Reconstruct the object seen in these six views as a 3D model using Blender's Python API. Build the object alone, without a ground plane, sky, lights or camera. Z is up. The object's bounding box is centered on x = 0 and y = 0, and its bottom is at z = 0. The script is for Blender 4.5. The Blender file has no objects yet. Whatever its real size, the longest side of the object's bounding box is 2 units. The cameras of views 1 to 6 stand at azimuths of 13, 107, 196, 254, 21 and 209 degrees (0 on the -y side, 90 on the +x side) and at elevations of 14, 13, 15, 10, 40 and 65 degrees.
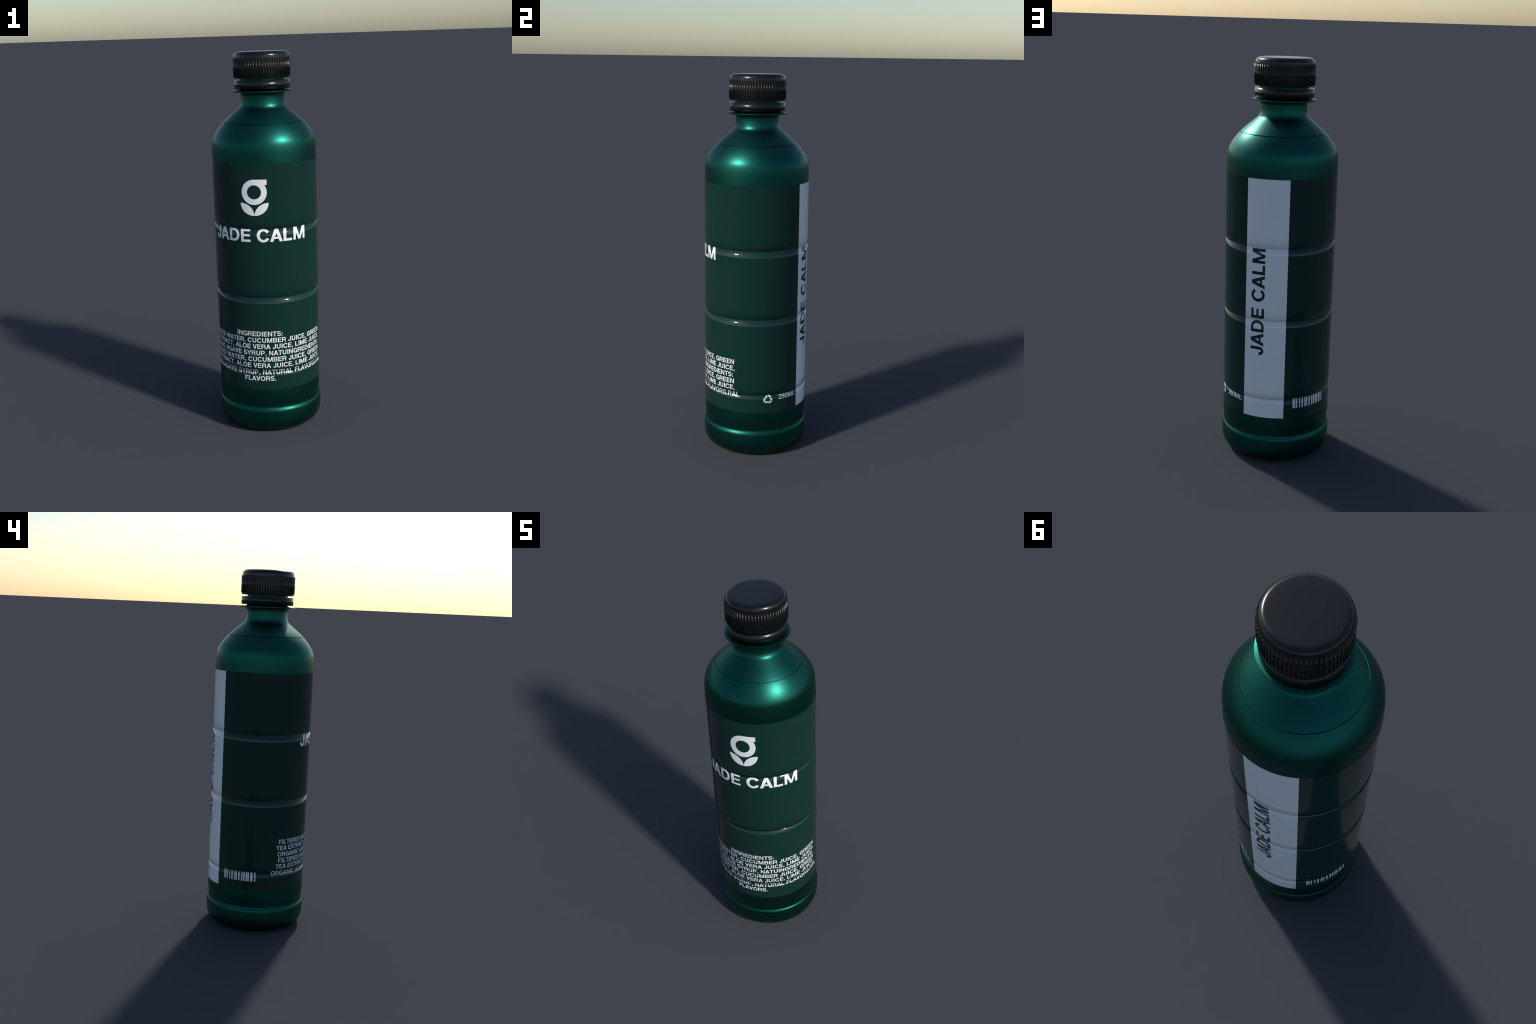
"""Aluminium drink bottle: lathe-built metallic body, printed wrap label with pressed
rings, ribbed screw cap with tamper band.  Metres, z up, base at z = 0."""
import bpy, math
from math import sin, cos, pi, radians, hypot

# ------------------------------------------------------------------ sizes
R_LABEL = 0.2743                 # outer radius of the printed label
LABEL_Z = (0.2525, 1.4528)       # lower and upper edge of the label
RECESS = 0.0012                  # label thickness, let into the body
SEG = 256                        # segments round the axis
# pressed rings of the label: crease height, ramp height above, ramp height below,
# slope of the upper ramp, slope of the lower ramp (both at the crease)
RINGS = [(1.1210, 0.054, 0.0385, 0.67, 0.83),
         (0.7590, 0.054, 0.0385, 0.67, 0.83),
         (0.3505, 0.050, 0.0270, 0.78, 0.80)]
DIP = 0.0008                     # depth of the rings as geometry
RIBS = 63
RIB_PHASE = radians(1.74)


# ------------------------------------------------------------------ helpers
def new_object(name, verts, faces, material, parent=None, smooth=True, sharp=None):
    me = bpy.data.meshes.new(name)
    me.from_pydata(verts, [], faces)
    me.validate()
    me.materials.append(material)
    if smooth:
        me.polygons.foreach_set("use_smooth", [True] * len(me.polygons))
        if sharp is not None:
            me.set_sharp_from_angle(angle=radians(sharp))
    me.update()
    ob = bpy.data.objects.new(name, me)
    bpy.context.scene.collection.objects.link(ob)
    ob.parent = parent
    return ob


def lathe(profile, seg=SEG, closed=False):
    """Revolve (r, z) points, listed so that outside lies to the right when walking up."""
    verts, faces, rows = [], [], []
    for r, z in profile:
        if r < 1e-6:
            rows.append([len(verts)])
            verts.append((0, 0, z))
        else:
            base = len(verts)
            rows.append(list(range(base, base + seg)))
            for i in range(seg):
                a = 2 * pi * i / seg
                verts.append((r * sin(a), -r * cos(a), z))
    pairs = list(zip(rows, rows[1:]))
    if closed:
        pairs.append((rows[-1], rows[0]))
    for lo, hi in pairs:
        for i in range(seg):
            j = (i + 1) % seg
            if len(lo) == 1 and len(hi) == 1:
                continue
            if len(lo) == 1:
                faces.append((lo[0], hi[j], hi[i]))
            elif len(hi) == 1:
                faces.append((lo[i], lo[j], hi[0]))
            else:
                faces.append((lo[i], lo[j], hi[j], hi[i]))
    return verts, faces


def spline(points, n=8):
    """Catmull-Rom curve (centripetal) through hand-placed profile points."""
    out = []
    P = [points[0]] + list(points) + [points[-1]]
    for k in range(1, len(P) - 2):
        p0, p1, p2, p3 = P[k - 1], P[k], P[k + 1], P[k + 2]
        d = [max(hypot(b[0] - a[0], b[1] - a[1]) ** 0.5, 1e-5)
             for a, b in ((p0, p1), (p1, p2), (p2, p3))]
        for s in range(n):
            t = s / n
            q = []
            for c in (0, 1):
                m1 = (p2[c] - p1[c]) + d[1] * ((p1[c] - p0[c]) / d[0] - (p2[c] - p0[c]) / (d[0] + d[1])) \
                    if k > 1 else (p2[c] - p1[c])
                m2 = (p2[c] - p1[c]) + d[1] * ((p3[c] - p2[c]) / d[2] - (p3[c] - p1[c]) / (d[1] + d[2])) \
                    if k < len(P) - 3 else (p2[c] - p1[c])
                q.append((2 * t**3 - 3 * t**2 + 1) * p1[c] + (t**3 - 2 * t**2 + t) * m1
                         + (-2 * t**3 + 3 * t**2) * p2[c] + (t**3 - t**2) * m2)
            out.append(tuple(q))
    out.append(points[-1])
    return out


def label_radius(z):
    """Radius of the label skin at height z, with the shallow pressed rings."""
    r = R_LABEL
    for zc, up, down, _, _ in RINGS:
        u = z - zc
        if 0 <= u < up:
            r -= DIP * (1 - u / up) ** 2
        elif -down < u < 0:
            r -= DIP * (1 + u / down) ** 2
    return r


# ------------------------------------------------------------------ materials
def material(name, color, rough, metallic=0.0, specular=0.5, rings=False, grain=0.0,
             coat=0.0, variation=0.0):
    m = bpy.data.materials.new(name)
    m.use_nodes = True
    nt = m.node_tree
    N, L = nt.nodes, nt.links
    bsdf = N["Principled BSDF"]
    bsdf.inputs["Roughness"].default_value = rough
    bsdf.inputs["Metallic"].default_value = metallic
    bsdf.inputs["Specular IOR Level"].default_value = specular
    bsdf.inputs["Coat Weight"].default_value = coat
    bsdf.inputs["Coat Roughness"].default_value = 0.25
    tc = N.new("ShaderNodeTexCoord")

    def math_node(op, a, b=None, clamp=False):
        n = N.new("ShaderNodeMath")
        n.operation = op
        n.use_clamp = clamp
        for i, v in enumerate((a, b)):
            if v is None:
                continue
            if isinstance(v, (int, float)):
                n.inputs[i].default_value = v
            else:
                L.new(v, n.inputs[i])
        return n.outputs[0]

    # colour: base tone with a very faint cloudy unevenness
    noise = N.new("ShaderNodeTexNoise")
    noise.inputs["Scale"].default_value = 14.0
    noise.inputs["Detail"].default_value = 3.0
    L.new(tc.outputs["Object"], noise.inputs["Vector"])
    ramp = N.new("ShaderNodeValToRGB")
    lo = [c * (1 - variation) for c in color]
    hi = [min(1, c * (1 + variation)) for c in color]
    ramp.color_ramp.elements[0].position, ramp.color_ramp.elements[0].color = 0.35, (*lo, 1)
    ramp.color_ramp.elements[1].position, ramp.color_ramp.elements[1].color = 0.65, (*hi, 1)
    L.new(noise.outputs["Fac"], ramp.inputs["Fac"])
    L.new(ramp.outputs["Color"], bsdf.inputs["Base Color"])

    if rings:
        # rounded pressing of the rings, by height
        sep = N.new("ShaderNodeSeparateXYZ")
        L.new(tc.outputs["Object"], sep.inputs[0])
        z = sep.outputs["Z"]
        total = None
        for zc, up, down, s_up, s_down in RINGS:
            # lower ramp: 0 at its foot, 1 at the crease and above
            m2 = math_node("DIVIDE", math_node("SUBTRACT", z, zc - down), down, True)
            low = math_node("MULTIPLY", math_node("MULTIPLY", m2, m2), -s_down * down / 2)
            # upper ramp: 1 at the crease and below, 0 at its top
            m1 = math_node("DIVIDE", math_node("SUBTRACT", zc + up, z), up, True)
            m1 = math_node("POWER", m1, 3.0)
            high = math_node("MULTIPLY", m1, -s_up * up / 3)
            h = math_node("ADD", low, high)
            total = h if total is None else math_node("ADD", total, h)
        bump = N.new("ShaderNodeBump")
        bump.inputs["Strength"].default_value = 1.0
        bump.inputs["Distance"].default_value = 1.0
        L.new(total, bump.inputs["Height"])
        L.new(bump.outputs["Normal"], bsdf.inputs["Normal"])
    elif grain:
        fine = N.new("ShaderNodeTexNoise")
        fine.inputs["Scale"].default_value = 260.0
        L.new(tc.outputs["Object"], fine.inputs["Vector"])
        bump = N.new("ShaderNodeBump")
        bump.inputs["Strength"].default_value = 1.0
        bump.inputs["Distance"].default_value = grain
        L.new(fine.outputs["Fac"], bump.inputs["Height"])
        L.new(bump.outputs["Normal"], bsdf.inputs["Normal"])
    return m


METAL = material("green_anodised_metal", (0.0135, 0.110, 0.088), 0.385, metallic=1.0, variation=0.02)
LABEL = material("green_label_film", (0.0062, 0.0345, 0.0285), 0.08, specular=0.5, rings=True, variation=0.02)
WHITE = material("white_print", (0.95, 0.965, 0.99), 0.12, specular=0.5, rings=True, variation=0.01)
DARK = material("dark_green_print", (0.0062, 0.0345, 0.0285), 0.08, specular=0.5, rings=True, variation=0.02)
BLACK = material("black_plastic", (0.0062, 0.0062, 0.0070), 0.23, specular=0.5, variation=0.05)

# ------------------------------------------------------------------ the thing
bottle = bpy.data.objects.new("drink_bottle", None)
bpy.context.scene.collection.objects.link(bottle)
bottle["label"] = "slim dark green metallic drink bottle with black ribbed cap"
bottle["category"] = "bottle"

# ---- body: foot, waist, straight wall, shoulder with a scribed line, neck, flange
z0, z1 = LABEL_Z
R_IN = R_LABEL - RECESS - 0.0022
base = [(0, 0.022), (0.12, 0.020), (0.172, 0.010), (0.188, 0.002)]
foot = spline([(0.196, 0.0), (0.2120, 0.0), (0.2330, 0.0048), (0.2505, 0.0138), (0.2640, 0.0272),
               (0.2730, 0.0465), (0.2779, 0.0700), (0.2789, 0.0930), (0.2789, 0.1070),
               (0.2785, 0.1215), (0.2771, 0.1312), (0.2744, 0.1375), (0.2711, 0.1420), (0.2695, 0.1468), (0.2691, 0.1540),
               (0.2699, 0.1670), (0.2716, 0.1830), (0.2734, 0.2030), (R_LABEL, 0.2250),
               (R_LABEL, z0 - 0.0006)], 7)
wall = [(R_IN, z0 - 0.0006), (R_IN, z1 + 0.0006)]
# shoulder and neck: lean of the wall (degrees from upright) at a few heights, integrated upwards
LEAN = [(1.4534, 0.0), (1.480, 1.0), (1.508, 2.4), (1.530, 5.2), (1.547, 11.0), (1.561, 19.0), (1.577, 27.5), (1.600, 34.5),
        (1.625, 40.5), (1.6433, 45.0), (1.665, 49.3), (1.690, 51.3), (1.706, 51.0), (1.7140, 47.0), (1.7205, 37.0),
        (1.7275, 25.0), (1.7350, 15.0), (1.7460, 6.5), (1.7620, 1.8), (1.7780, 0.0)]


def lean_curve(step=0.001, r_bottom=0.2736, r_top=0.1121):
    pts = [(b, a) for a, b in spline([(d, z) for z, d in LEAN], 10)]
    hs, n_steps = [], int(round((LEAN[-1][0] - LEAN[0][0]) / step))
    for i in range(n_steps + 1):
        z = LEAN[0][0] + (LEAN[-1][0] - LEAN[0][0]) * i / n_steps
        k = max(j for j in range(len(pts) - 1) if pts[j][0] <= z + 1e-9)
        t = (z - pts[k][0]) / (pts[k + 1][0] - pts[k][0])
        hs.append((z, math.tan(radians(pts[k][1] + (pts[k + 1][1] - pts[k][1]) * t))))
    acc = [0.0]
    for (za, ta), (zb, tb) in zip(hs, hs[1:]):
        acc.append(acc[-1] + (zb - za) * (ta + tb) / 2)
    k = (r_bottom - r_top) / acc[-1]
    return [(r_bottom - a * k, h[0]) for a, h in zip(acc, hs)], k


curve, fit = lean_curve()
G = min(curve, key=lambda p: abs(p[1] - 1.6430))     # scribed line on the shoulder
shoulder_low = [p for p in curve if p[1] < G[1] - 0.0015]
shoulder_up = [p for p in curve if p[1] > G[1] + 0.0015] + [(0.1135, 1.7890), (0.1180, 1.7945)]
scribe = [(G[0] - 0.0012, G[1] - 0.0026), (G[0] - 0.0038, G[1] - 0.0002)]
flange = [(0.1300, 1.7958), (0.1530, 1.7964), (0.1553, 1.7972), (0.1560, 1.7998), (0.1556, 1.8024),
          (0.1535, 1.8034), (0.1300, 1.8047), (0.1180, 1.8060), (0.1130, 1.8090), (0.1116, 1.8150)]
neck_top = [(0.1116, 1.860), (0.1116, 1.985), (0.095, 1.987), (0.095, 1.90)]
body = new_object("body", *lathe(base + foot + wall + shoulder_low + scribe + shoulder_up + flange + neck_top),
                  METAL, bottle, sharp=50)

# ---- label: film wrapped round the recess, pressed in at three rings
zs = {z0, z1}
for zc, up, down, _, _ in RINGS:
    zs.update([zc + up * t / 12 for t in range(13)] + [zc - down * t / 8 for t in range(9)])
zs = sorted(zs)
prof = [(R_LABEL - RECESS, z0)] + [(label_radius(z), z) for z in zs] + [(R_LABEL - RECESS, z1)]
label = new_object("label", *lathe(prof), LABEL, bottle, sharp=50)


# ------------------------------------------------------------------ print on the label
DEG = R_LABEL * pi / 180        # metres of label per degree of turn


class Print:
    """Collects flat shapes in label coordinates (s along the girth, z up) and wraps them."""

    def __init__(self, lift=0.0004):
        self.v, self.f, self.lift, self.k = [], [], lift, 0

    def strip(self, left, right):
        """Ribbon between two equally long point lists."""
        self.k += 1
        r = self.lift + 0.00002 * (self.k % 12)
        b, n = len(self.v), len(left)
        for s, z in left + right:
            a = s / R_LABEL
            q = label_radius(z) + r
            self.v.append((q * sin(a), -q * cos(a), z))
        # keep faces looking outwards
        area = sum((left[i][0] - right[i + 1][0]) * (left[i + 1][1] - right[i][1])
                   - (left[i + 1][0] - right[i][0]) * (left[i][1] - right[i + 1][1]) for i in range(n - 1))
        for i in range(n - 1):
            q = (b + i, b + n + i, b + n + i + 1, b + i + 1)
            self.f.append(q if area < 0 else q[::-1])

    def build(self, name, mat):
        return new_object(name, self.v, self.f, mat, label, smooth=True)


def subdiv(p, q, n):
    return [(p[0] + (q[0] - p[0]) * i / n, p[1] + (q[1] - p[1]) * i / n) for i in range(n + 1)]


def quad(a, b, c, d, n=5):
    """Four corners a b c d in order; returned as a ribbon a-d / b-c."""
    return subdiv(a, d, n), subdiv(b, c, n)


def rect(x0, y0, x1, y1):
    if (x1 - x0) > (y1 - y0):
        return quad((x0, y0), (x0, y1), (x1, y1), (x1, y0), 6)
    return quad((x0, y0), (x1, y0), (x1, y1), (x0, y1), 10)


def ring(cx, cy, rx, ry, a0, a1, w=0.225, h=0.185, n=26):
    """Part of an elliptic ring with outer radii rx, ry and pen w by h, angles in degrees."""
    A = [radians(a0 + (a1 - a0) * i / n) for i in range(n + 1)]
    return ([(cx + rx * cos(a), cy + ry * sin(a)) for a in A],
            [(cx + (rx - w) * cos(a), cy + (ry - h) * sin(a)) for a in A])


# Heavy grotesque capitals, cap height 1: ink width and shapes built from bars, slants and bowls
W, H = 0.225, 0.185
def slant(x0, x1, w, y0=0.0, y1=1.0):
    return quad((x0, y0), (x0 + w, y0), (x1 + w, y1), (x1, y1), 10)

GLYPH = {
    "I": (0.20, [rect(0, 0, W, 1)]),
    "L": (0.70, [rect(0, 0, W, 1), rect(W, 0, 0.70, H)]),
    "E": (0.77, [rect(0, 0, W, 1), rect(W, 0, 0.77, H), rect(W, 0.425, 0.72, 0.585), rect(W, 1 - H, 0.76, 1)]),
    "F": (0.70, [rect(0, 0, W, 1), rect(W, 0.405, 0.63, 0.565), rect(W, 1 - H, 0.70, 1)]),
    "T": (0.80, [rect(0, 1 - H, 0.80, 1), rect(0.29, 0, 0.51, 1 - H)]),
    "D": (0.90, [rect(0, 0, W, 1), rect(W, 0, 0.42, H), rect(W, 1 - H, 0.42, 1), ring(0.42, 0.5, 0.48, 0.5, -90, 90)]),
    "P": (0.82, [rect(0, 0, W, 1), rect(W, 0.355, 0.5, 0.51), rect(W, 1 - 0.172, 0.5, 1),
                 ring(0.5, 0.6775, 0.32, 0.3225, -90, 90, W, 0.172)]),
    "R": (0.90, [rect(0, 0, W, 1), rect(W, 0.40, 0.54, 0.55), rect(W, 1 - 0.172, 0.54, 1),
                 ring(0.54, 0.70, 0.33, 0.30, -90, 90, W, 0.152), quad((0.64, 0.16), (0.83, 0.16), (0.76, 0.42), (0.50, 0.46), 4),
                 quad((0.66, 0), (0.90, 0), (0.83, 0.17), (0.64, 0.17), 3)]),
    "B": (0.86, [rect(0, 0, W, 1), rect(W, 0, 0.52, 0.172), rect(W, 0.445, 0.52, 0.585), rect(W, 1 - 0.172, 0.5, 1),
                 ring(0.5, 0.745, 0.31, 0.255, -90, 90, 0.19, 0.15), ring(0.52, 0.29, 0.34, 0.29, -90, 90, W, 0.15)]),
    "C": (0.95, [ring(0.505, 0.5, 0.505, 0.52, 32, 328, W + 0.01, 0.19, 40)]),
    "G": (0.97, [ring(0.485, 0.5, 0.485, 0.52, 33, 318, W, 0.19, 40), rect(0.52, 0.40, 0.97, 0.55), rect(0.79, 0, 0.97, 0.40)]),
    "O": (1.00, [ring(0.50, 0.5, 0.50, 0.52, 0, 360, W, 0.19, 48)]),
    "U": (0.86, [rect(0, 0.38, W, 1), rect(0.635, 0.38, 0.86, 1), ring(0.43, 0.38, 0.43, 0.40, 180, 360, W, 0.19)]),
    "J": (0.66, [rect(0.435, 0.33, 0.66, 1), ring(0.33, 0.33, 0.33, 0.35, 176, 360, W, 0.19)]),
    "N": (0.86, [rect(0, 0, 0.21, 1), rect(0.65, 0, 0.86, 1), quad((0.64, 0), (0.84, 0), (0.22, 1), (0.02, 1), 10)]),
    "M": (1.09, [rect(0, 0, 0.21, 1), rect(0.88, 0, 1.09, 1), quad((0.455, 0), (0.635, 0), (0.28, 1), (0.02, 1), 10),
                 quad((0.455, 0), (0.635, 0), (1.07, 1), (0.81, 1), 10)]),
    "A": (0.98, [slant(0, 0.365, 0.245), slant(0.735, 0.37, 0.245), rect(0.25, 0.215, 0.73, 0.37)]),
    "V": (0.90, [slant(0.33, 0, 0.245), slant(0.325, 0.655, 0.245)]),
    "W": (1.32, [slant(0.26, 0, 0.225), slant(0.26, 0.545, 0.225), slant(0.835, 0.55, 0.225), slant(0.835, 1.095, 0.225)]),
    "X": (0.93, [slant(0, 0.65, 0.275), slant(0.655, 0.01, 0.275)]),
    "Y": (0.93, [rect(0.365, 0, 0.565, 0.42), quad((0.365, 0.40), (0.565, 0.40), (0.23, 1), (0, 1), 8),
                 quad((0.365, 0.40), (0.565, 0.40), (0.93, 1), (0.70, 1), 8)]),
    "S": (0.84, [ring(0.415, 0.7175, 0.405, 0.3025, 8, 270, 0.215, 0.185, 30), ring(0.425, 0.2825, 0.415, 0.3025, 90, -176, 0.215, 0.185, 30)]),
    ",": (0.20, [rect(0, 0, 0.2, 0.2), quad((0.11, 0), (0.2, 0), (0.06, -0.19), (0.0, -0.15), 3)]),
    ".": (0.20, [rect(0, 0, 0.2, 0.2)]),
    ":": (0.20, [rect(0, 0, 0.2, 0.2), rect(0, 0.5, 0.2, 0.7)]),
    "2": (0.70, [ring(0.35, 0.68, 0.34, 0.34, 172, -35, 0.18, 0.15, 22), quad((0, 0), (0.22, 0.10), (0.66, 0.53), (0.50, 0.58), 6), rect(0, 0, 0.70, 0.172)]),
    "5": (0.70, [ring(0.34, 0.33, 0.36, 0.35, 140, -170, 0.18, 0.15, 30), rect(0.12, 1 - 0.172, 0.65, 1),
                 quad((0.03, 0.42), (0.20, 0.46), (0.26, 0.86), (0.10, 0.86), 5)]),
    "0": (0.70, [ring(0.35, 0.5, 0.35, 0.52, 0, 360, 0.18, 0.15, 40)]),
}
# letter pitch in thousandths of the type size (cap height 714)
ADVANCE = dict(A=690, B=704, C=741, D=741, E=648, F=593, G=759, I=295, J=556, L=574, M=907, N=741, O=778, P=667,
               R=722, S=649, T=611, U=741, V=640, W=944, X=667, Y=650)
ADVANCE.update({",": 278, ".": 278, ":": 278, " ": 278, "2": 556, "5": 556, "0": 556})


def line_of_text(text):
    """Shapes of a line in cap-height units, with ink starting at x = 0, and its ink width."""
    out, x, end = [], 0.0, 0.0
    first = None
    for ch in text:
        adv = ADVANCE[ch] / 714
        if ch != " ":
            ink, shapes = GLYPH[ch]
            gap = adv - ink
            lsb = gap * (0.62 if ch in "LEFPRBD" else 0.5)
            if first is None:
                first = lsb
            out += [(x + lsb - first, s) for s in shapes]
            end = x + lsb - first + ink
        x += adv
    return out, end


def write(pr, text, s0, s1, baseline, cap, upright=True, s_base=None, weight=1.0):
    """Set a line so that its ink runs from s0 to s1; upright=False runs it up the bottle."""
    shapes, width = line_of_text(text)
    k = (s1 - s0) / width
    t = (1 - weight) / 2
    thin = lambda p, q: (p[0] + (q[0] - p[0]) * t, p[1] + (q[1] - p[1]) * t)
    for x, (a, b) in shapes:
        a, b = [thin(p, q) for p, q in zip(a, b)], [thin(q, p) for p, q in zip(a, b)]
        if upright:
            f = lambda p: (s0 + (x + p[0]) * k, baseline + p[1] * cap)
        else:
            f = lambda p: (s_base - p[1] * cap, s0 + (x + p[0]) * k)
        pr.strip([f(p) for p in a], [f(p) for p in b])


# name across the front
pr = Print()
write(pr, "JADE CALM", -55.7 * DEG, 58.1 * DEG, 1.0560, 0.0678)
pr.build("name_lettering", WHITE)

# ingredients block: text, left and right end in degrees round the bottle, baseline
rows = [("INGREDIENTS:", -24.95, 27.1, 0.5503), ("FILTERED WATER, CUCUMBER JUICE, GREEN", -79.95, 84.4, 0.5153),
        ("TEA EXTRACT, ALOE VERA JUICE, LIME JUICE,", -83.1, 84.95, 0.4805),
        ("ORGANIC AGAVE SYRUP, NATUINGREDIENTS:", -81.05, 83.1, 0.4450),
        ("FILTERED WATER, CUCUMBER JUICE, GREEN", -79.95, 84.4, 0.4100),
        ("TEA EXTRACT, ALOE VERA JUICE, LIME JUICE,", -83.0, 84.95, 0.3752),
        ("ORGANIC AGAVE SYRUP, NATURAL FLAVORS.RAL", -88.55, 90.75, 0.3388), ("FLAVORS.", -16.6, 18.6, 0.3028)]
pr = Print()
for t, a, b, zb in rows:
    write(pr, t, a * DEG, b * DEG, zb, 0.0260, weight=0.9)
pr.build("ingredients_lettering", WHITE)

# volume mark
pr = Print()
write(pr, "250ML", 134.95 * DEG, 158.4 * DEG, 0.3205, 0.0262, weight=0.88)
pr.build("volume_lettering", WHITE)

# emblem: ring with a flag at its top right, over two leaves
pr = Print()
ex, ez = 0.42 * DEG, 1.3127
pr.strip(*ring(ex, ez, 0.0652, 0.0643, 0, 360, 0.0290, 0.0286, 72))
pr.strip(*quad((ex, 1.3495), (ex, ez + 0.0643), (ex + 0.0654, ez + 0.0641), (ex + 0.0654, 1.3495), 8))
pr.build("emblem_ring", WHITE)
pr = Print()
lx, lz, gap = 0.0722, 0.0664, 0.0006
for side in (-1, 1):
    T = [radians(90 * i / 24) for i in range(25)]
    cx = ex + side * gap
    outer = [(cx + side * lx * (1 - sin(t)), 1.1921 + lz * cos(t)) for t in T]        # over the top
    inner = [(cx + side * lx * cos(t), 1.1921 + lz * (1 - sin(t))) for t in T]        # round the belly
    mid = [((a[0] + b[0]) / 2, (a[1] + b[1]) / 2) for a, b in zip(outer, inner)]
    pr.strip(outer, mid)
    pr.k -= 1
    pr.strip(mid, inner)
pr.build("emblem_leaves", WHITE)

# pale stripe up the back with the name running upwards
stripe_a = (161.05, 204.7)
pr = Print(0.0003)
cols = 24
zz = [z0 + 0.0003] + [z for z in zs if z0 < z < z1] + [z1 - 0.0003]
for i in range(cols):
    a = (stripe_a[0] + (stripe_a[1] - stripe_a[0]) * i / cols) * DEG
    b = (stripe_a[0] + (stripe_a[1] - stripe_a[0]) * (i + 1) / cols) * DEG
    pr.k = 0
    pr.strip([(a, z) for z in zz], [(b, z) for z in zz])
stripe = pr.build("stripe", WHITE)
pr = Print(0.0007)
write(pr, "JADE CALM", 0.5805, 1.1185, None, 0.0668, upright=False, s_base=181.95 * DEG)
pr.build("stripe_lettering", DARK)

# barcode: bars as start and end in degrees
bars = [(-145.6, -144.1), (-143.7, -143.3), (-143.0, -142.5), (-141.6, -140.5), (-138.2, -137.2), (-135.4, -133.8),
        (-132.0, -131.1), (-130.5, -129.8), (-129.3, -128.4), (-126.6, -125.0), (-123.1, -121.6), (-120.5, -118.9),
        (-117.6, -116.2), (-115.6, -113.9), (-112.3, -110.3), (-109.6, -109.0), (-107.6, -106.2)]
pr = Print()
for a, b in bars:
    pr.strip(*quad((a * DEG, 0.3037), (b * DEG, 0.3037), (b * DEG, 0.3565), (a * DEG, 0.3565), 14))
pr.build("barcode", WHITE)

# recycling mark: three folded arrows chasing round a triangle
pr = Print()
cx, cz, S = 122.55 * DEG, 0.3278, 0.0262
for k in range(3):
    t = radians(-120 * k)
    f = lambda p: (cx + S * (p[0] * cos(t) - p[1] * sin(t)), cz + S * (p[0] * sin(t) + p[1] * cos(t)))
    pieces = [[(-0.64, 0.42), (-0.30, 0.24), (-0.10, 0.60), (-0.30, 0.93)],         # rising band
              [(-0.17, 0.98), (0.24, 0.97), (0.50, 0.60), (0.06, 0.66)],            # folded band
              [(0.04, 0.44), (0.60, 0.38), (0.61, 0.44), (0.64, 0.80)]]             # arrow head
    for a, b, c, d in pieces:
        pr.strip(*quad(f(a), f(b), f(c), f(d), 4))
pr.build("recycling_mark", WHITE)

# ------------------------------------------------------------------ screw cap
CAP_R = 0.1436
crown = [(0, 2.0), (0.05, 2.0), (0.100, 2.0)]
for k in range(11):                       # rounded top edge
    a = radians(90 - 9 * k)
    crown.append((0.1186 + 0.025 * cos(a), 1.975 + 0.025 * sin(a)))
skirt = [(CAP_R, 1.960), (CAP_R, 1.900), (0.1438, 1.872), (0.1435, 1.8690), (0.1426, 1.8665), (0.1412, 1.8652),
         (0.117, 1.8650), (0.117, 1.960), (0.05, 1.975), (0, 1.975)]
cap = new_object("cap", *lathe((crown + skirt)[::-1], 252), BLACK, bottle, sharp=50)

# grip ribs: narrow bars standing on the skirt, ends rolled off in the shading
RIB_TOP, RIB_LOW, RIB_OUT = 1.9666, 1.8744, 0.1478
section = [(-0.0036, 0.1428), (-0.0030, 0.1450), (-0.0021, 0.1468), (-0.0008, RIB_OUT), (0.0008, RIB_OUT),
           (0.0021, 0.1468), (0.0030, 0.1450), (0.0036, 0.1428)]
lean = [-75, -62, -40, -12, 12, 40, 62, 75]       # sideways lean of the surface at each point
m = len(section)
rib_verts = [(x, -y, z) for z in (RIB_LOW, RIB_TOP) for x, y in section]
rib_faces = [(i, i + 1, m + i + 1, m + i) for i in range(m - 1)]
rib_faces += [tuple(range(m))[::-1], tuple(range(m, 2 * m))]
rib = new_object("rib", rib_verts, rib_faces, BLACK, cap)
roll = radians(44)
normals = []
for s_end in (-1, 1):
    for a in lean:
        a = radians(a)
        normals.append((sin(a) * cos(roll), -cos(a) * cos(roll), s_end * sin(roll)))
rib.data.normals_split_custom_set_from_vertices(normals)
for k in range(RIBS):
    ob = rib if k == 0 else rib.copy()
    if k:
        bpy.context.scene.collection.objects.link(ob)
    ob.rotation_euler = (0, 0, RIB_PHASE + 2 * pi * k / RIBS)

# tamper band: plain ring left below the cap, softly shaded from edge to edge
band = [(0.1190, 1.8130), (0.1434, 1.8127), (0.1437, 1.8556), (0.1190, 1.8560)]
new_object("tamper_band", *lathe(band, 192, closed=True), BLACK, bottle)
